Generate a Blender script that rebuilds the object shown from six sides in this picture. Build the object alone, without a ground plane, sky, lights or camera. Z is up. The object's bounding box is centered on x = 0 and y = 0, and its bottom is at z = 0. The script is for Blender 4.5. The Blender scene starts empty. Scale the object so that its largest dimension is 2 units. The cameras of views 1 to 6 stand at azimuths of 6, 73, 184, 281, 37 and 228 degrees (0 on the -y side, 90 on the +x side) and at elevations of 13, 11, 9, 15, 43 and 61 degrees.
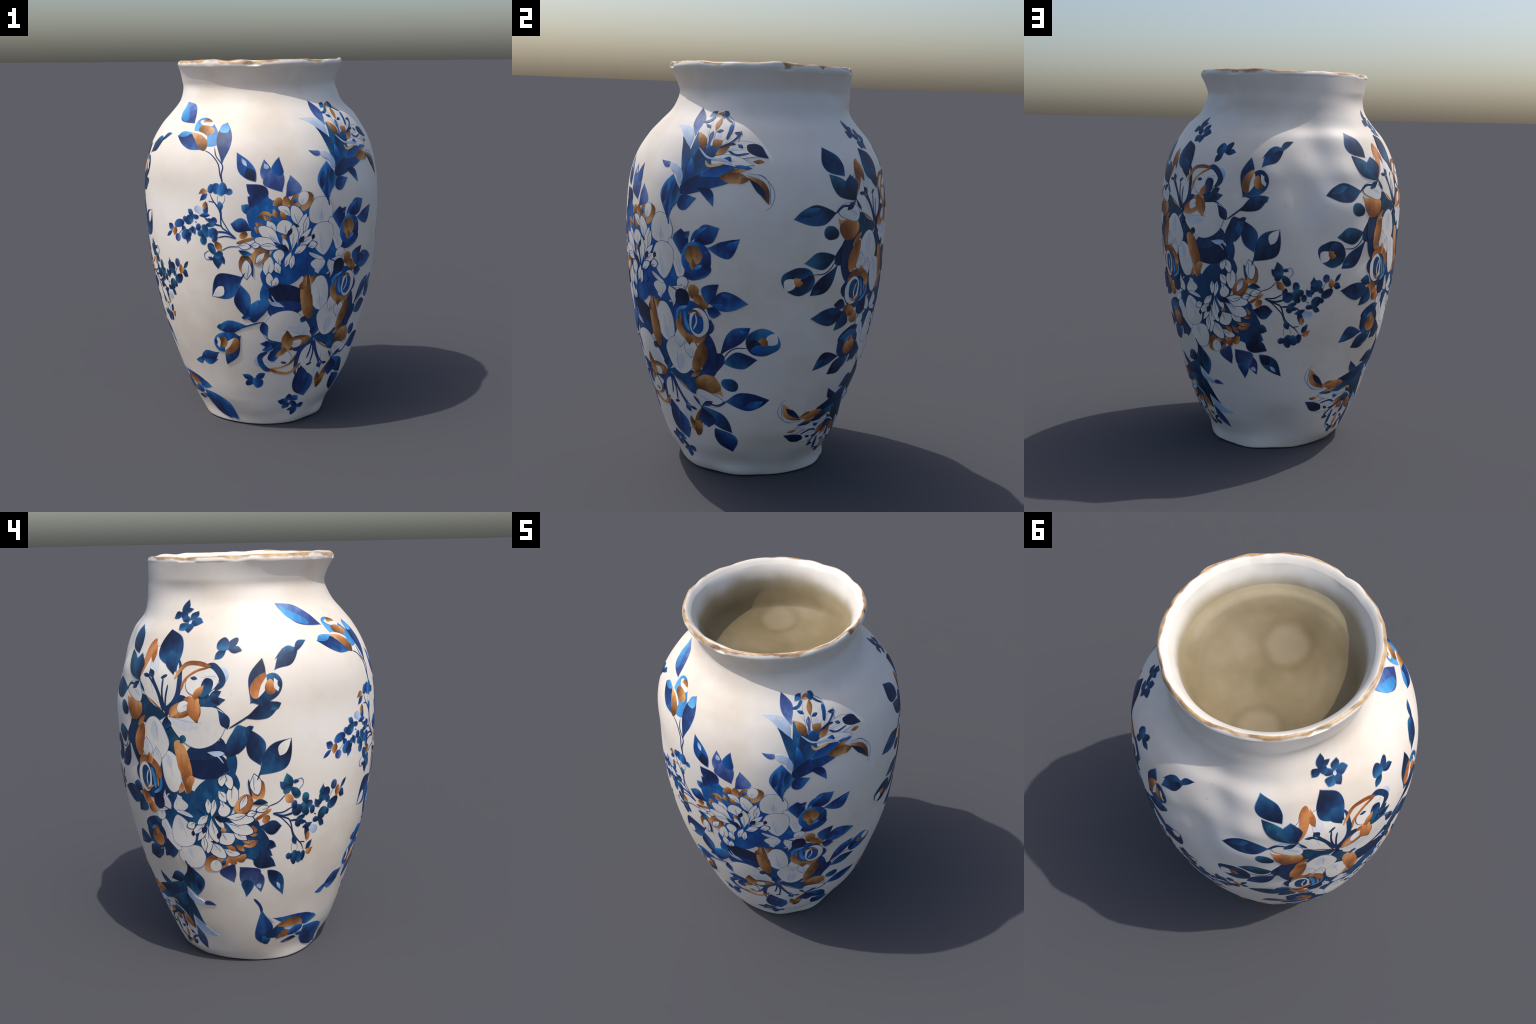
"""A baluster-shaped porcelain vase: out-of-round white body, flared neck with a worn gilt
rim, closed tan inside, and one painted bouquet laid on three times (once upright, twice
head down).  Every painted leaf, petal and stem is a thin raised enamel piece that follows
the curved wall."""
import bpy, bmesh, math
import numpy as np

TAU = 2 * math.pi

# ------------------------------------------------------------------ wall shape
# height, mean radius, sideways lean (x, y) and oval terms (cos 2a, sin 2a) of the outer wall
PROFILE = [
    (0.00, 0.3537, 0.0130, 0.0142, 0.0127, -0.0210),
    (0.07, 0.3821, 0.0026, 0.0119, 0.0030, -0.0065),
    (0.18, 0.4421, 0.0138, 0.0022, 0.0007, -0.0018),
    (0.35, 0.5028, 0.0120, -0.0012, -0.0029, 0.0016),
    (0.55, 0.5619, 0.0081, 0.0012, -0.0006, -0.0026),
    (0.75, 0.6068, 0.0072, 0.0017, -0.0018, -0.0027),
    (0.95, 0.6353, 0.0036, 0.0016, -0.0008, -0.0000),
    (1.15, 0.6463, 0.0021, -0.0025, -0.0034, -0.0048),
    (1.32, 0.6470, -0.0009, -0.0007, -0.0039, -0.0023),
    (1.45, 0.6263, -0.0002, -0.0047, -0.0051, -0.0112),
    (1.56, 0.5926, 0.0016, -0.0013, -0.0051, -0.0117),
    (1.65, 0.5432, 0.0014, 0.0023, -0.0055, 0.0005),
    (1.71, 0.4942, 0.0063, 0.0021, -0.0084, 0.0058),
    (1.77, 0.4462, -0.0029, 0.0130, -0.0030, 0.0170),
    (1.83, 0.4280, -0.0078, 0.0211, -0.0013, 0.0167),
    (1.89, 0.4215, -0.0183, 0.0185, -0.0001, 0.0152),
    (1.95, 0.4398, -0.0150, 0.0183, -0.0005, 0.0054),
    (2.00, 0.4545, -0.0033, -0.0100, -0.0001, -0.0006),
]
# local dents (-) and swellings (+): azimuth, height, azimuth spread, height spread, depth
DENTS = [
    (201, 1.60, 9, .11, -.028),
    (193, 1.36, 9, .14, -.028),
    (236, 1.50, 14, .12, .030),
    (215, 1.49, 7, .06, .012),
    (178, 1.47, 7, .06, .010),
    (228, 1.16, 12, .07, .013),
    (318, 1.30, 20, .24, -.021),
    (33, 1.52, 16, .14, .016),
    (182, .14, 20, .12, -.040),
    (34, .04, 18, .09, .030),
    (62, .01, 18, .05, .030),
    (2, .10, 18, .06, .016),
    (86, .18, 15, .07, -.018),
    (26, .64, 17, .15, .013),
    (50, .52, 12, .12, .010),
    (243, .62, 18, .16, .014),
    (253, .22, 16, .10, .008),
    (236, .05, 16, .06, .010),
    (243, 1.83, 20, .07, -.016),
    (298, 1.87, 18, .05, -.014),
    (133, 1.86, 10, .04, -.015),
    (42, 1.84, 16, .05, -.014),
    (157, 1.88, 16, .06, .018),
    (20, 1.87, 85, .05, -.011),
]
P = np.array(PROFILE)


def hermite(z, column):
    k, v = P[:, 0], P[:, column]
    z = np.clip(z, k[0], k[-1])
    i = np.clip(np.searchsorted(k, z) - 1, 0, len(k) - 2)
    h = k[i + 1] - k[i]
    t = (z - k[i]) / h
    def slope(j):
        a, b = np.maximum(j - 1, 0), np.minimum(j + 1, len(k) - 1)
        return (v[b] - v[a]) / (k[b] - k[a])
    return ((2*t**3 - 3*t**2 + 1) * v[i] + (t**3 - 2*t*t + t) * h * slope(i)
            + (-2*t**3 + 3*t*t) * v[i + 1] + (t**3 - t*t) * h * slope(i + 1))


def mean_radius(z):
    return hermite(z, 1)


def wall_radius(a, z):
    """Outer radius at azimuth a (0 on -y, 90 deg on +x) and height z."""
    a, z = np.broadcast_arrays(np.asarray(a, float), np.asarray(z, float))
    r = (hermite(z, 1) + hermite(z, 2) * np.sin(a) - hermite(z, 3) * np.cos(a)
         + hermite(z, 4) * np.cos(2 * a) + hermite(z, 5) * np.sin(2 * a))
    for az, h, sa, sz, depth in DENTS:
        d = (a - math.radians(az) + math.pi) % TAU - math.pi
        r = r + depth * np.exp(-(d / math.radians(sa))**2 - ((z - h) / sz)**2)
    return r


def place(a, z, r):
    return np.stack([r * np.sin(a), -r * np.cos(a), z], -1)


def on_wall(a, z, lift):
    """Point on the outer wall, moved out along the wall's normal by lift."""
    e = 1e-3
    p = place(a, z, wall_radius(a, z))
    da = place(a + e, z, wall_radius(a + e, z)) - place(a - e, z, wall_radius(a - e, z))
    dz = place(a, z + e, wall_radius(a, z + e)) - place(a, z - e, wall_radius(a, z - e))
    n = np.cross(da, dz)
    n /= np.linalg.norm(n, axis=-1, keepdims=True)
    return p + n * lift


# ------------------------------------------------------------------ materials
def srgb(r, g, b):
    f = lambda c: c / 12.92 if c <= .04045 else ((c + .055) / 1.055) ** 2.4
    return (f(r / 255), f(g / 255), f(b / 255), 1)


class Nodes:
    def __init__(self, name):
        self.m = bpy.data.materials.new(name)
        self.m.use_nodes = True
        self.t = self.m.node_tree
        self.bsdf = self.t.nodes["Principled BSDF"]
        self.coord = self.t.nodes.new("ShaderNodeTexCoord").outputs["Object"]

    def new(self, kind, **values):
        n = self.t.nodes.new("ShaderNode" + kind)
        for k, v in values.items():
            if hasattr(n, k):
                setattr(n, k, v)
            else:
                n.inputs[k].default_value = v
        return n

    def link(self, a, b):
        self.t.links.new(a, b)

    def noise(self, scale, detail=3, stretch=(1, 1, 1), shift=(0, 0, 0), rough=.5):
        m = self.new("Mapping")
        m.inputs["Scale"].default_value = stretch
        m.inputs["Location"].default_value = shift
        self.link(self.coord, m.inputs["Vector"])
        n = self.new("TexNoise", Scale=scale, Detail=detail, Roughness=rough)
        self.link(m.outputs["Vector"], n.inputs["Vector"])
        return n.outputs["Fac"]

    def ramp(self, fac, *stops):
        r = self.new("ValToRGB").color_ramp
        node = self.t.nodes[-1]
        while len(r.elements) < len(stops):
            r.elements.new(.5)
        for e, (p, c) in zip(r.elements, stops):
            e.position, e.color = p, c if len(c) == 4 else (*c, 1)
        self.link(fac, node.inputs["Fac"])
        return node.outputs["Color"]

    def mask(self, fac, lo, hi):
        n = self.new("MapRange")
        n.interpolation_type = "SMOOTHSTEP"
        n.inputs["From Min"].default_value, n.inputs["From Max"].default_value = lo, hi
        self.link(fac, n.inputs["Value"])
        return n.outputs["Result"]

    def mix(self, fac, a, b, blend="MIX"):
        n = self.new("Mix", data_type="RGBA", blend_type=blend)
        for socket, v in ((n.inputs[0], fac), (n.inputs[6], a), (n.inputs[7], b)):
            if hasattr(v, "links"):
                self.link(v, socket)
            else:
                socket.default_value = v
        return n.outputs[2]

    def math(self, op, a, b=0.0):
        n = self.new("Math", operation=op)
        for s, v in zip(n.inputs, (a, b)):
            if hasattr(v, "links"):
                self.link(v, s)
            else:
                s.default_value = v
        return n.outputs[0]

    def distance(self, point):
        n = self.new("VectorMath", operation="DISTANCE")
        self.link(self.coord, n.inputs[0])
        n.inputs[1].default_value = point
        return n.outputs["Value"]

    def height(self):
        n = self.new("SeparateXYZ")
        self.link(self.coord, n.inputs[0])
        return n.outputs["Z"]

    def finish(self, colour, rough, bump=None, strength=.05, dist=.004, spec=.5):
        self.link(colour, self.bsdf.inputs["Base Color"])
        self.bsdf.inputs["Roughness"].default_value = rough
        self.bsdf.inputs["Specular IOR Level"].default_value = spec
        if bump is not None:
            b = self.new("Bump", Strength=strength, Distance=dist)
            self.link(bump, b.inputs["Height"])
            self.link(b.outputs["Normal"], self.bsdf.inputs["Normal"])
        return self.m


def porcelain():
    n = Nodes("glazed_porcelain")
    c = n.ramp(n.noise(1.6, 5, rough=.6), (.3, srgb(214, 199, 181)), (.5, srgb(227, 218, 207)), (.7, srgb(225, 220, 215)))
    c = n.mix(n.math("MULTIPLY", n.mask(n.noise(7, 4, shift=(4, 1, 2)), .5, .72), .35), c, srgb(216, 203, 190))
    specks = n.mask(n.noise(55, 1), .76, .8)
    c = n.mix(n.math("MULTIPLY", specks, .25), c, srgb(150, 140, 125))
    return n.finish(c, .5, n.noise(5, 3), .12, .01, spec=.4)


def from_axis(n):
    flat = n.new("VectorMath", operation="MULTIPLY")
    n.link(n.coord, flat.inputs[0])
    flat.inputs[1].default_value = (1, 1, 0)
    d = n.new("VectorMath", operation="DISTANCE")
    n.link(flat.outputs[0], d.inputs[0])
    d.inputs[1].default_value = (-.0064, .0026, 0)
    return d.outputs["Value"]


def gilding():
    """A narrow hand-run gold line along the lip, rubbed through to the glaze in places."""
    n = Nodes("worn_gilt_rim")
    r = n.math("ADD", from_axis(n), n.math("MULTIPLY", n.math("SUBTRACT", n.noise(10, 4), .5), .022))
    rise = n.math("ADD", n.height(), n.math("MULTIPLY", n.math("SUBTRACT", n.noise(18, 3), .5), .02))
    line = n.math("MULTIPLY", n.mask(rise, 1.962, 1.974), n.mask(n.math("ABSOLUTE", n.math("SUBTRACT", r, .4385)), .0085, .004))
    worn = n.mask(n.noise(12, 4, shift=(2, 7, 1)), .66, .48)
    tone = n.ramp(n.noise(16, 3, shift=(3, 1, 2)), (.3, srgb(128, 90, 52)), (.5, srgb(176, 136, 86)), (.66, srgb(204, 170, 120)))
    c = n.mix(n.math("MULTIPLY", line, n.math("ADD", n.math("MULTIPLY", worn, .3), .65)), srgb(226, 219, 209), tone)
    return n.finish(c, .42, n.noise(30, 3), .15, .004)


def inside_glaze():
    """White glaze that goes over into an old olive-tan stain at the bottom, with two pale spots."""
    n = Nodes("stained_inside")
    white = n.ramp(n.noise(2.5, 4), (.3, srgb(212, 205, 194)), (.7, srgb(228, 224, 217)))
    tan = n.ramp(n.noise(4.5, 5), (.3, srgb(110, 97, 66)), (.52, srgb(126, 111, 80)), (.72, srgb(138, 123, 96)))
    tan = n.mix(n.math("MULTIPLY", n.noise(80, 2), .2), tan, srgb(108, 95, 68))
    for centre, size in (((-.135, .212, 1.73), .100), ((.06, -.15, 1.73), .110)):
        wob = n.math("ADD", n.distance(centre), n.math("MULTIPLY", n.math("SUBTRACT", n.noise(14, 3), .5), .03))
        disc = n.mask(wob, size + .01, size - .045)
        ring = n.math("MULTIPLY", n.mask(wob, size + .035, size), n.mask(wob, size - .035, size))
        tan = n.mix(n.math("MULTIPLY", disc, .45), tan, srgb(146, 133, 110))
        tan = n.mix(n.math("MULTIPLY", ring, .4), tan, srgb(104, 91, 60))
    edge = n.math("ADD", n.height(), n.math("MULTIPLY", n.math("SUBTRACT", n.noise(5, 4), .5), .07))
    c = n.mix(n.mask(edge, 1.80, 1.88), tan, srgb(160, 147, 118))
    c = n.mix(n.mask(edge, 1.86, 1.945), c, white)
    return n.finish(c, .6, n.noise(40, 3), .1, .004)


def enamel(name, dark, mid, light, rough=.5, fade=.55):
    """Brushed-on colour: every piece grades from a loaded to a spent brush in its own direction,
    broken up by streaky washes and a little grain."""
    n = Nodes("enamel_" + name)
    wash = n.noise(9, 4, (1, 1, .55), shift=(1, 4, 2), rough=.6)
    f = n.mix(.3, wash, n.noise(45, 3, (1, 1, .5), shift=(5, 2, 1)))
    own = n.new("ObjectInfo").outputs["Random"]
    gen = n.new("SeparateXYZ")
    n.link(n.new("TexCoord").outputs["Generated"], gen.inputs[0])
    turn = n.math("MULTIPLY", own, TAU)
    along = n.math("MULTIPLY", n.math("SUBTRACT", gen.outputs["Z"], .5), n.math("COSINE", turn))
    across = n.math("MULTIPLY", n.math("SUBTRACT", gen.outputs["X"], .5), n.math("SINE", turn))
    grade = n.math("MULTIPLY", n.math("ADD", along, across), fade)
    f = n.math("ADD", f, grade)
    c = n.ramp(f, (.32, srgb(*dark)), (.52, srgb(*mid)), (.74, srgb(*light)))
    return n.finish(c, rough, spec=.4)


TONES = {   # dark, middle and light of each colour
    "violet": ((44, 62, 118), (66, 90, 150), (108, 136, 188)),
    "sky": ((44, 116, 176), (66, 140, 198), (92, 164, 216)),
    "navy": ((14, 32, 76), (22, 58, 116), (40, 108, 170)),
    "cobalt": ((8, 54, 116), (14, 84, 154), (54, 132, 194)),
    "teal": ((10, 44, 84), (16, 72, 120), (44, 120, 170)),
    "ink": ((12, 22, 50), (16, 34, 70), (24, 50, 90)),
    "ochre": ((100, 62, 30), (158, 104, 54), (208, 154, 98)),
    "gold": ((190, 150, 96), (208, 174, 122), (222, 196, 150)),
    "white": ((214, 208, 200), (226, 219, 210), (230, 224, 217)),
    "pale": ((150, 172, 204), (172, 190, 214), (196, 206, 222)),
    "pen": ((60, 88, 138), (84, 110, 156), (112, 134, 172)),
    "shade": ((194, 197, 206), (208, 209, 213), (218, 217, 218)),
    "soft": ((96, 112, 150), (118, 134, 168), (140, 156, 186)),
    "line": ((84, 108, 150), (110, 130, 165), (140, 152, 176)),
}
FADE = {"white": .35, "ochre": .45}


def palette(name, tones):
    """Single pieces grade along their own length; joined masses of small pieces only vary by wash."""
    p = {}
    for k, v in tones.items():
        p[k] = enamel(name + "_" + k, *v, fade=FADE.get(k, .45))
        p[k + "_wash"] = enamel(name + "_" + k + "_wash", *v, fade=0)
    return p


# two head-down copies: blues darkened, ochre warmed to carry the scan's lighting
BAKED_LIGHT_TONES = {
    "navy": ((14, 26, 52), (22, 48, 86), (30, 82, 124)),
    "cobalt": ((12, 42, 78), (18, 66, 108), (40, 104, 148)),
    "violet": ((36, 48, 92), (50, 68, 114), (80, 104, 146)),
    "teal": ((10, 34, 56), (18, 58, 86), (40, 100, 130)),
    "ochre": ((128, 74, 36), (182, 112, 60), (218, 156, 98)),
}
FRONT = palette("bright", TONES)
BACK = palette("dull", {**TONES, **BAKED_LIGHT_TONES})
PORCELAIN, GILT, INSIDE = porcelain(), gilding(), inside_glaze()

# ------------------------------------------------------------------ mesh helpers
def make_object(name, verts, faces, material, parent, label=None):
    me = bpy.data.meshes.new(name)
    me.from_pydata(verts.tolist() if hasattr(verts, "tolist") else verts, [], faces)
    me.materials.append(material)
    me.polygons.foreach_set("use_smooth", [True] * len(me.polygons))
    me.update()
    ob = bpy.data.objects.new(name, me)
    bpy.context.scene.collection.objects.link(ob)
    ob.parent = parent
    return ob


def empty(name, parent=None):
    ob = bpy.data.objects.new(name, None)
    ob.empty_display_size = .1
    bpy.context.scene.collection.objects.link(ob)
    ob.parent = parent
    return ob


vase = empty("porcelain_vase")
vase["label"] = "white baluster vase with blue and ochre painted flowers, gilt rim"
vase["category"] = "vase"

# ------------------------------------------------------------------ the pot itself
SEG = 288
rng = np.random.default_rng(11)
A = np.arange(SEG) / SEG * TAU


def chipped(count, amount):
    """A wavering ring value made of straight facets, like a worn, hand-trimmed edge."""
    knots = rng.normal(0, amount, count)
    x = A / TAU * count
    i = x.astype(int)
    return knots[i % count] * (1 - (x - i)) + knots[(i + 1) % count] * (x - i)


def lathe_rows():
    """Rings of points from the middle of the underside, up the outside, over the lip and down
    to the middle of the inner bottom; each with the part it belongs to."""
    rows = []
    foot = wall_radius(A, 0 * A) + chipped(22, .004)
    lift = np.abs(chipped(16, .003))
    for f, z in ((.02, .010), (.4, .010), (.8, .010), (.93, .006), (.965, .002), (.985, 0.0)):
        rows.append(("underside", place(A, z + lift * (f > .95), foot * f)))
    for z in (.004, .010, .02, .03, .04, .05, .06, .07, .08, .09, .10):
        k = max(0, 1 - z / .08)
        r = wall_radius(A, z + 0 * A) + k * (foot - wall_radius(A, 0 * A))
        rows.append(("foot", place(A, z + lift * k, r)))
    for z in np.linspace(.11, 1.74, 164):
        rows.append(("body", place(A, z + 0 * A, wall_radius(A, z + 0 * A))))
    lean = -.0064 * np.sin(A) - .0026 * np.cos(A)
    for z in np.linspace(1.75, 1.958, 22):
        k = np.clip((z - 1.815) / .148, 0, 1) ** 2.1          # flares out to the thin lip
        r = wall_radius(A, min(z, 1.88) + 0 * A)
        rows.append(("neck", place(A, z + 0 * A, r + (.4478 + lean - r) * k)))
    # lip: slightly tilted, facetted, nicked here and there
    tilt = .0055 * np.cos(A - 1.25) + .002 * np.cos(2 * (A - 1.25)) + chipped(40, .0022) + chipped(13, .0025)
    nick = np.minimum(0, chipped(57, .008) + .005)
    out = chipped(44, .003)
    for r, z, k, c in ((.4482, 1.9635, .6, 1), (.4482, 1.971, .9, 1), (.4430, 1.981, 1, .6), (.4365, 1.9855, 1, .3),
                       (.428, 1.984, 1, 0), (.416, 1.976, 1, 0), (.405, 1.963, .7, 0)):
        rows.append(("rim", place(A, z + tilt * k + nick * c * .6, r + lean + out * k + nick * c)))
    for r, z in ((.397, 1.950), (.388, 1.930), (.380, 1.905), (.374, 1.88)):
        rows.append(("inner_wall", place(A, z + 0 * A, r + lean)))
    # shallow bowl closing the inside: higher towards the front, with two low humps
    bowl_r = [.01, .08, .15, .22, .28, .32, .345, .36, .37]
    bowl_z = [1.722, 1.724, 1.733, 1.749, 1.774, 1.801, 1.824, 1.842, 1.861]
    slope = np.cos(A - .75)
    slope = np.where(slope < 0, 1.6 * slope, slope)
    for r in np.concatenate([np.linspace(.37, .30, 9), np.linspace(.285, .01, 18)]):
        z = np.interp(r, bowl_r, bowl_z) + .042 * (r / .35) ** 1.5 * slope * np.clip((.385 - r) / .05, 0, 1)
        ring = place(A, z, r + lean)
        for hx, hy in ((.28, .08), (-.03, -.28)):
            ring[:, 2] += .02 * np.exp(-((ring[:, 0] - hx) ** 2 + (ring[:, 1] - hy) ** 2) / .07 ** 2)
        rows.append(("inner_bottom", ring))
    return rows


rows = lathe_rows()
pts = np.stack([p for _, p in rows])
top = pts[..., 2].max()
pts[..., 2] = np.where(pts[..., 2] > 1.95, 1.95 + (pts[..., 2] - 1.95) * .05 / (top - 1.95), pts[..., 2])
n_rows = len(rows)
grid = np.arange(n_rows * SEG).reshape(n_rows, SEG)
nxt = np.roll(grid, -1, 1)
quads = np.stack([grid[:-1], nxt[:-1], nxt[1:], grid[1:]], -1)
flat = pts.reshape(-1, 3)
PARTS = [("underside", PORCELAIN), ("foot", PORCELAIN), ("body", PORCELAIN), ("neck", PORCELAIN), ("rim", GILT),
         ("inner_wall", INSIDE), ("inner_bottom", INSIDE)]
names = [r[0] for r in rows]
# vertex normals shared by the parts of one smooth skin, so that they meet without a seam
SKINS = [("underside",), ("foot", "body", "neck"), ("rim",), ("inner_wall", "inner_bottom")]
normals = {}
for skin in SKINS:
    q = quads[[i for i in range(n_rows - 1) if names[i + 1] in skin]]
    fn = np.cross(flat[q[..., 2]] - flat[q[..., 0]], flat[q[..., 3]] - flat[q[..., 1]])
    vn = np.zeros_like(flat)
    for c in range(4):
        np.add.at(vn, q[..., c].ravel(), fn.reshape(-1, 3))
    vn /= np.linalg.norm(vn, axis=1, keepdims=True) + 1e-12
    for part in skin:
        normals[part] = vn
for part, mat in PARTS:
    q = [i for i in range(n_rows - 1) if names[i + 1] == part]
    f = quads[q].reshape(-1, 4)
    used, inv = np.unique(f, return_inverse=True)
    faces = inv.reshape(f.shape).tolist()
    if part in ("underside", "inner_bottom"):
        ring = grid[0] if part == "underside" else grid[-1]
        cap = np.searchsorted(used, ring).tolist()
        faces.append(cap[::-1] if part == "underside" else cap)
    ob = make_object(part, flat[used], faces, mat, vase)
    ob.data.normals_split_custom_set_from_vertices(normals[part][used].tolist())

# ------------------------------------------------------------------ painted bouquet
class Bouquet:
    """The painted transfer, drawn flat in centimetres round the heart of the big open
    blossom (x to the right, y up) with a vocabulary of strokes, then laid on the wall."""
    PIECE = {"violet": "leaf", "sky": "leaf", "navy": "leaf", "cobalt": "leaf", "teal": "leaf", "ink": "leaf",
             "ochre": "gilded_petal", "gold": "gilded_petal", "white": "petal", "pale": "petal", "shade": "petal", "line": "outline", "pen": "outline", "soft": "brush_edge"}

    def __init__(self):
        self.pieces, self.group = [], ""
        self.rng = np.random.default_rng(7)

    def motif(self, name):
        self.group = name

    def outline(self, kind, t, belly):
        u = t ** (math.log(.5) / math.log(belly))
        if kind == "leaf":                       # pointed at both ends
            return np.sin(math.pi * u) ** 1.05
        if kind == "petal":                      # narrow foot, rounded tip
            return np.sin(math.pi * u) ** np.interp(u, (.3, .8), (1.25, .6))
        return np.sqrt(np.clip(1 - (2 * u - 1) ** 2, 0, 1)) ** .9      # rounded

    # white petals are drawn round first: group -> (pen colour, pen width in cm)
    CONTOUR = {"peony_petal": ("cobalt", .30), "outer_petal": ("pen", .22), "peony_back": ("pen", .18),
               "magnolia": ("pen", .20), "curl_petal": ("pen", .18), "lily_petal": ("pen", .2), "rose": ("cobalt", .15)}

    def shape(self, kind, colour, base, tip, width, bend, belly):
        base, tip = np.array(base, float), np.array(tip, float)
        axis = tip - base
        length = np.hypot(*axis)
        if self.group == "peony_petal" and colour == "white":
            kind = "petal" if kind == "blob" else kind   # narrow foot: slits of blue between petals
            width *= .95
        if colour == "white" and self.group in self.CONTOUR and width > 1.2:
            pen, line = self.CONTOUR[self.group]
            reach = axis / length * line * (1.1 if kind == "blob" else 2.0)
            state = self.rng.bit_generator.state
            self.shape(kind, pen, base - reach, tip + reach, width + 2 * line, bend, belly)
            self.rng.bit_generator.state = state
        if colour in ("navy", "violet", "cobalt", "teal", "ink") and self.group not in ("ground", *self.CONTOUR) and width > 1.4:
            # soft spent-brush edge, half way between the colour and the glaze
            reach = axis / length * .2 * (1.1 if kind == "blob" else 2.0)
            state = self.rng.bit_generator.state
            self.shape(kind, "soft", base - reach, tip + reach, width + .4, bend, belly)
            self.rng.bit_generator.state = state
        side = np.array([-axis[1], axis[0]]) / length
        nt = int(np.clip(length / .55, 10, 44))
        ns = int(np.clip(width / .55, 4, 40))
        t = .5 - .5 * np.cos(math.pi * np.linspace(0, 1, nt + 1))
        s = np.linspace(-.5, .5, ns + 1)
        half = np.maximum(width * self.outline(kind, t, belly), .04)
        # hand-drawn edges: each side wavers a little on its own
        ph = self.rng.uniform(0, TAU, 4)
        wav = self.rng.uniform(.02, .05)
        left = 1 + wav * np.sin(5 * t + ph[0]) + .6 * wav * np.sin(13 * t + ph[1])
        right = 1 + wav * np.sin(5 * t + ph[2]) + .6 * wav * np.sin(13 * t + ph[3])
        off = s[None] * half[:, None] * np.where(s[None] < 0, left[:, None], right[:, None])
        off = off + (bend * 4 * t * (1 - t))[:, None]
        xy = base + t[:, None, None] * axis + off[..., None] * side
        self.add(colour, xy)
        if colour == "white" and self.group in self.CONTOUR and length > 3.5 and width > 1.6:
            self.shade_petal(base, tip, axis, side, length, width, bend)

    def shade_petal(self, base, tip, axis, side, length, width, bend):
        """Grey-blue wash in the throat of a white petal and a few fine brush lines running out of it."""
        k = self.rng.uniform
        mid = lambda t: base + t * axis + bend * 4 * t * (1 - t) * side
        self.shape("leaf", "shade", mid(.05), mid(k(.42, .6)), width * k(.22, .38), bend * .4, .5)
        for n in range(2 if self.group == "lily_petal" else 1):
            lean = k(-.28, .28) * width if width > 3 else k(-.1, .1) * width
            end = k(.45, .8)
            slit = self.group == "peony_petal" and width > 2
            self.stem("cobalt" if slit else "line", .24 if slit else .13, mid(.08) + .2 * lean * side, mid(.5 * end) + .7 * lean * side, mid(end) + lean * side)

    def leaf(self, colour, base, tip, width, bend=0, belly=.5):
        self.shape("leaf", colour, base, tip, width, bend, belly)

    def blob(self, colour, base, tip, width, bend=0, belly=.5):
        self.shape("blob", colour, base, tip, width, bend, belly)

    def stem(self, colour, width, *points):
        p = np.array(points, float)
        q = np.vstack([2 * p[0] - p[1], p, 2 * p[-1] - p[-2]])
        run = []
        for i in range(len(p) - 1):
            n = max(3, int(np.hypot(*(p[i + 1] - p[i])) / .6))
            t = np.linspace(0, 1, n, endpoint=False)[:, None]
            a, b, c, d = q[i:i + 4]
            run.append(.5 * (2*b + (c - a)*t + (2*a - 5*b + 4*c - d)*t**2 + (3*b - a - 3*c + d)*t**3))
        run = np.vstack(run + [p[-1:]])
        tan = np.gradient(run, axis=0)
        tan /= np.linalg.norm(tan, axis=1, keepdims=True) + 1e-9
        side = np.stack([-tan[:, 1], tan[:, 0]], 1)
        u = np.linspace(0, 1, len(run))
        w = width * np.clip(2.2 * np.sqrt(u * (1 - u)) + .12, .2, 1)
        ns = int(np.clip(width / .5, 2, 12))
        s = np.linspace(-.5, .5, ns + 1)
        self.add(colour, run[:, None] + (s[None] * w[:, None])[..., None] * side[:, None], stem=True)

    def add(self, colour, xy, stem=False):
        name = "stem" if stem and colour in ("navy", "teal") else self.PIECE[colour]
        if self.group == "spray" and name == "leaf":
            name = "floret"
        if self.group in self.CONTOUR and colour == self.CONTOUR[self.group][0]:
            name = "outline"
        if colour == "shade":
            name = "petal_shade"
        if self.group == "ground":
            name = "foliage"
        self.pieces.append([name, colour, self.group, xy, 0])

    def stack(self):
        """Paint order: a piece lies one coat above whatever it overlaps."""
        self.pieces.sort(key=lambda p: p[0] != "brush_edge")      # soft edges lie under everything
        cell, org, n = .35, np.array([-110., -70.]), 700
        coat = np.full((n, n), -1, int)
        for p in self.pieces:
            g = p[3]
            f = [g]
            for _ in range(1):
                g = f[-1]
                m = np.empty((2 * g.shape[0] - 1, 2 * g.shape[1] - 1, 2))
                m[::2, ::2] = g
                m[1::2, ::2] = (g[1:] + g[:-1]) / 2
                m[:, 1::2] = (m[:, :-1:2] + m[:, 2::2]) / 2
                f.append(m)
            ij = np.round((f[-1].reshape(-1, 2) - org) / cell).astype(int)
            ij = np.clip(ij, 1, n - 2)
            lvl = coat[ij[:, 0], ij[:, 1]].max() + 1
            p[4] = lvl
            for dx in (-1, 0, 1):
                for dy in (-1, 0, 1):
                    coat[ij[:, 0] + dx, ij[:, 1] + dy] = np.maximum(coat[ij[:, 0] + dx, ij[:, 1] + dy], lvl)


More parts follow.
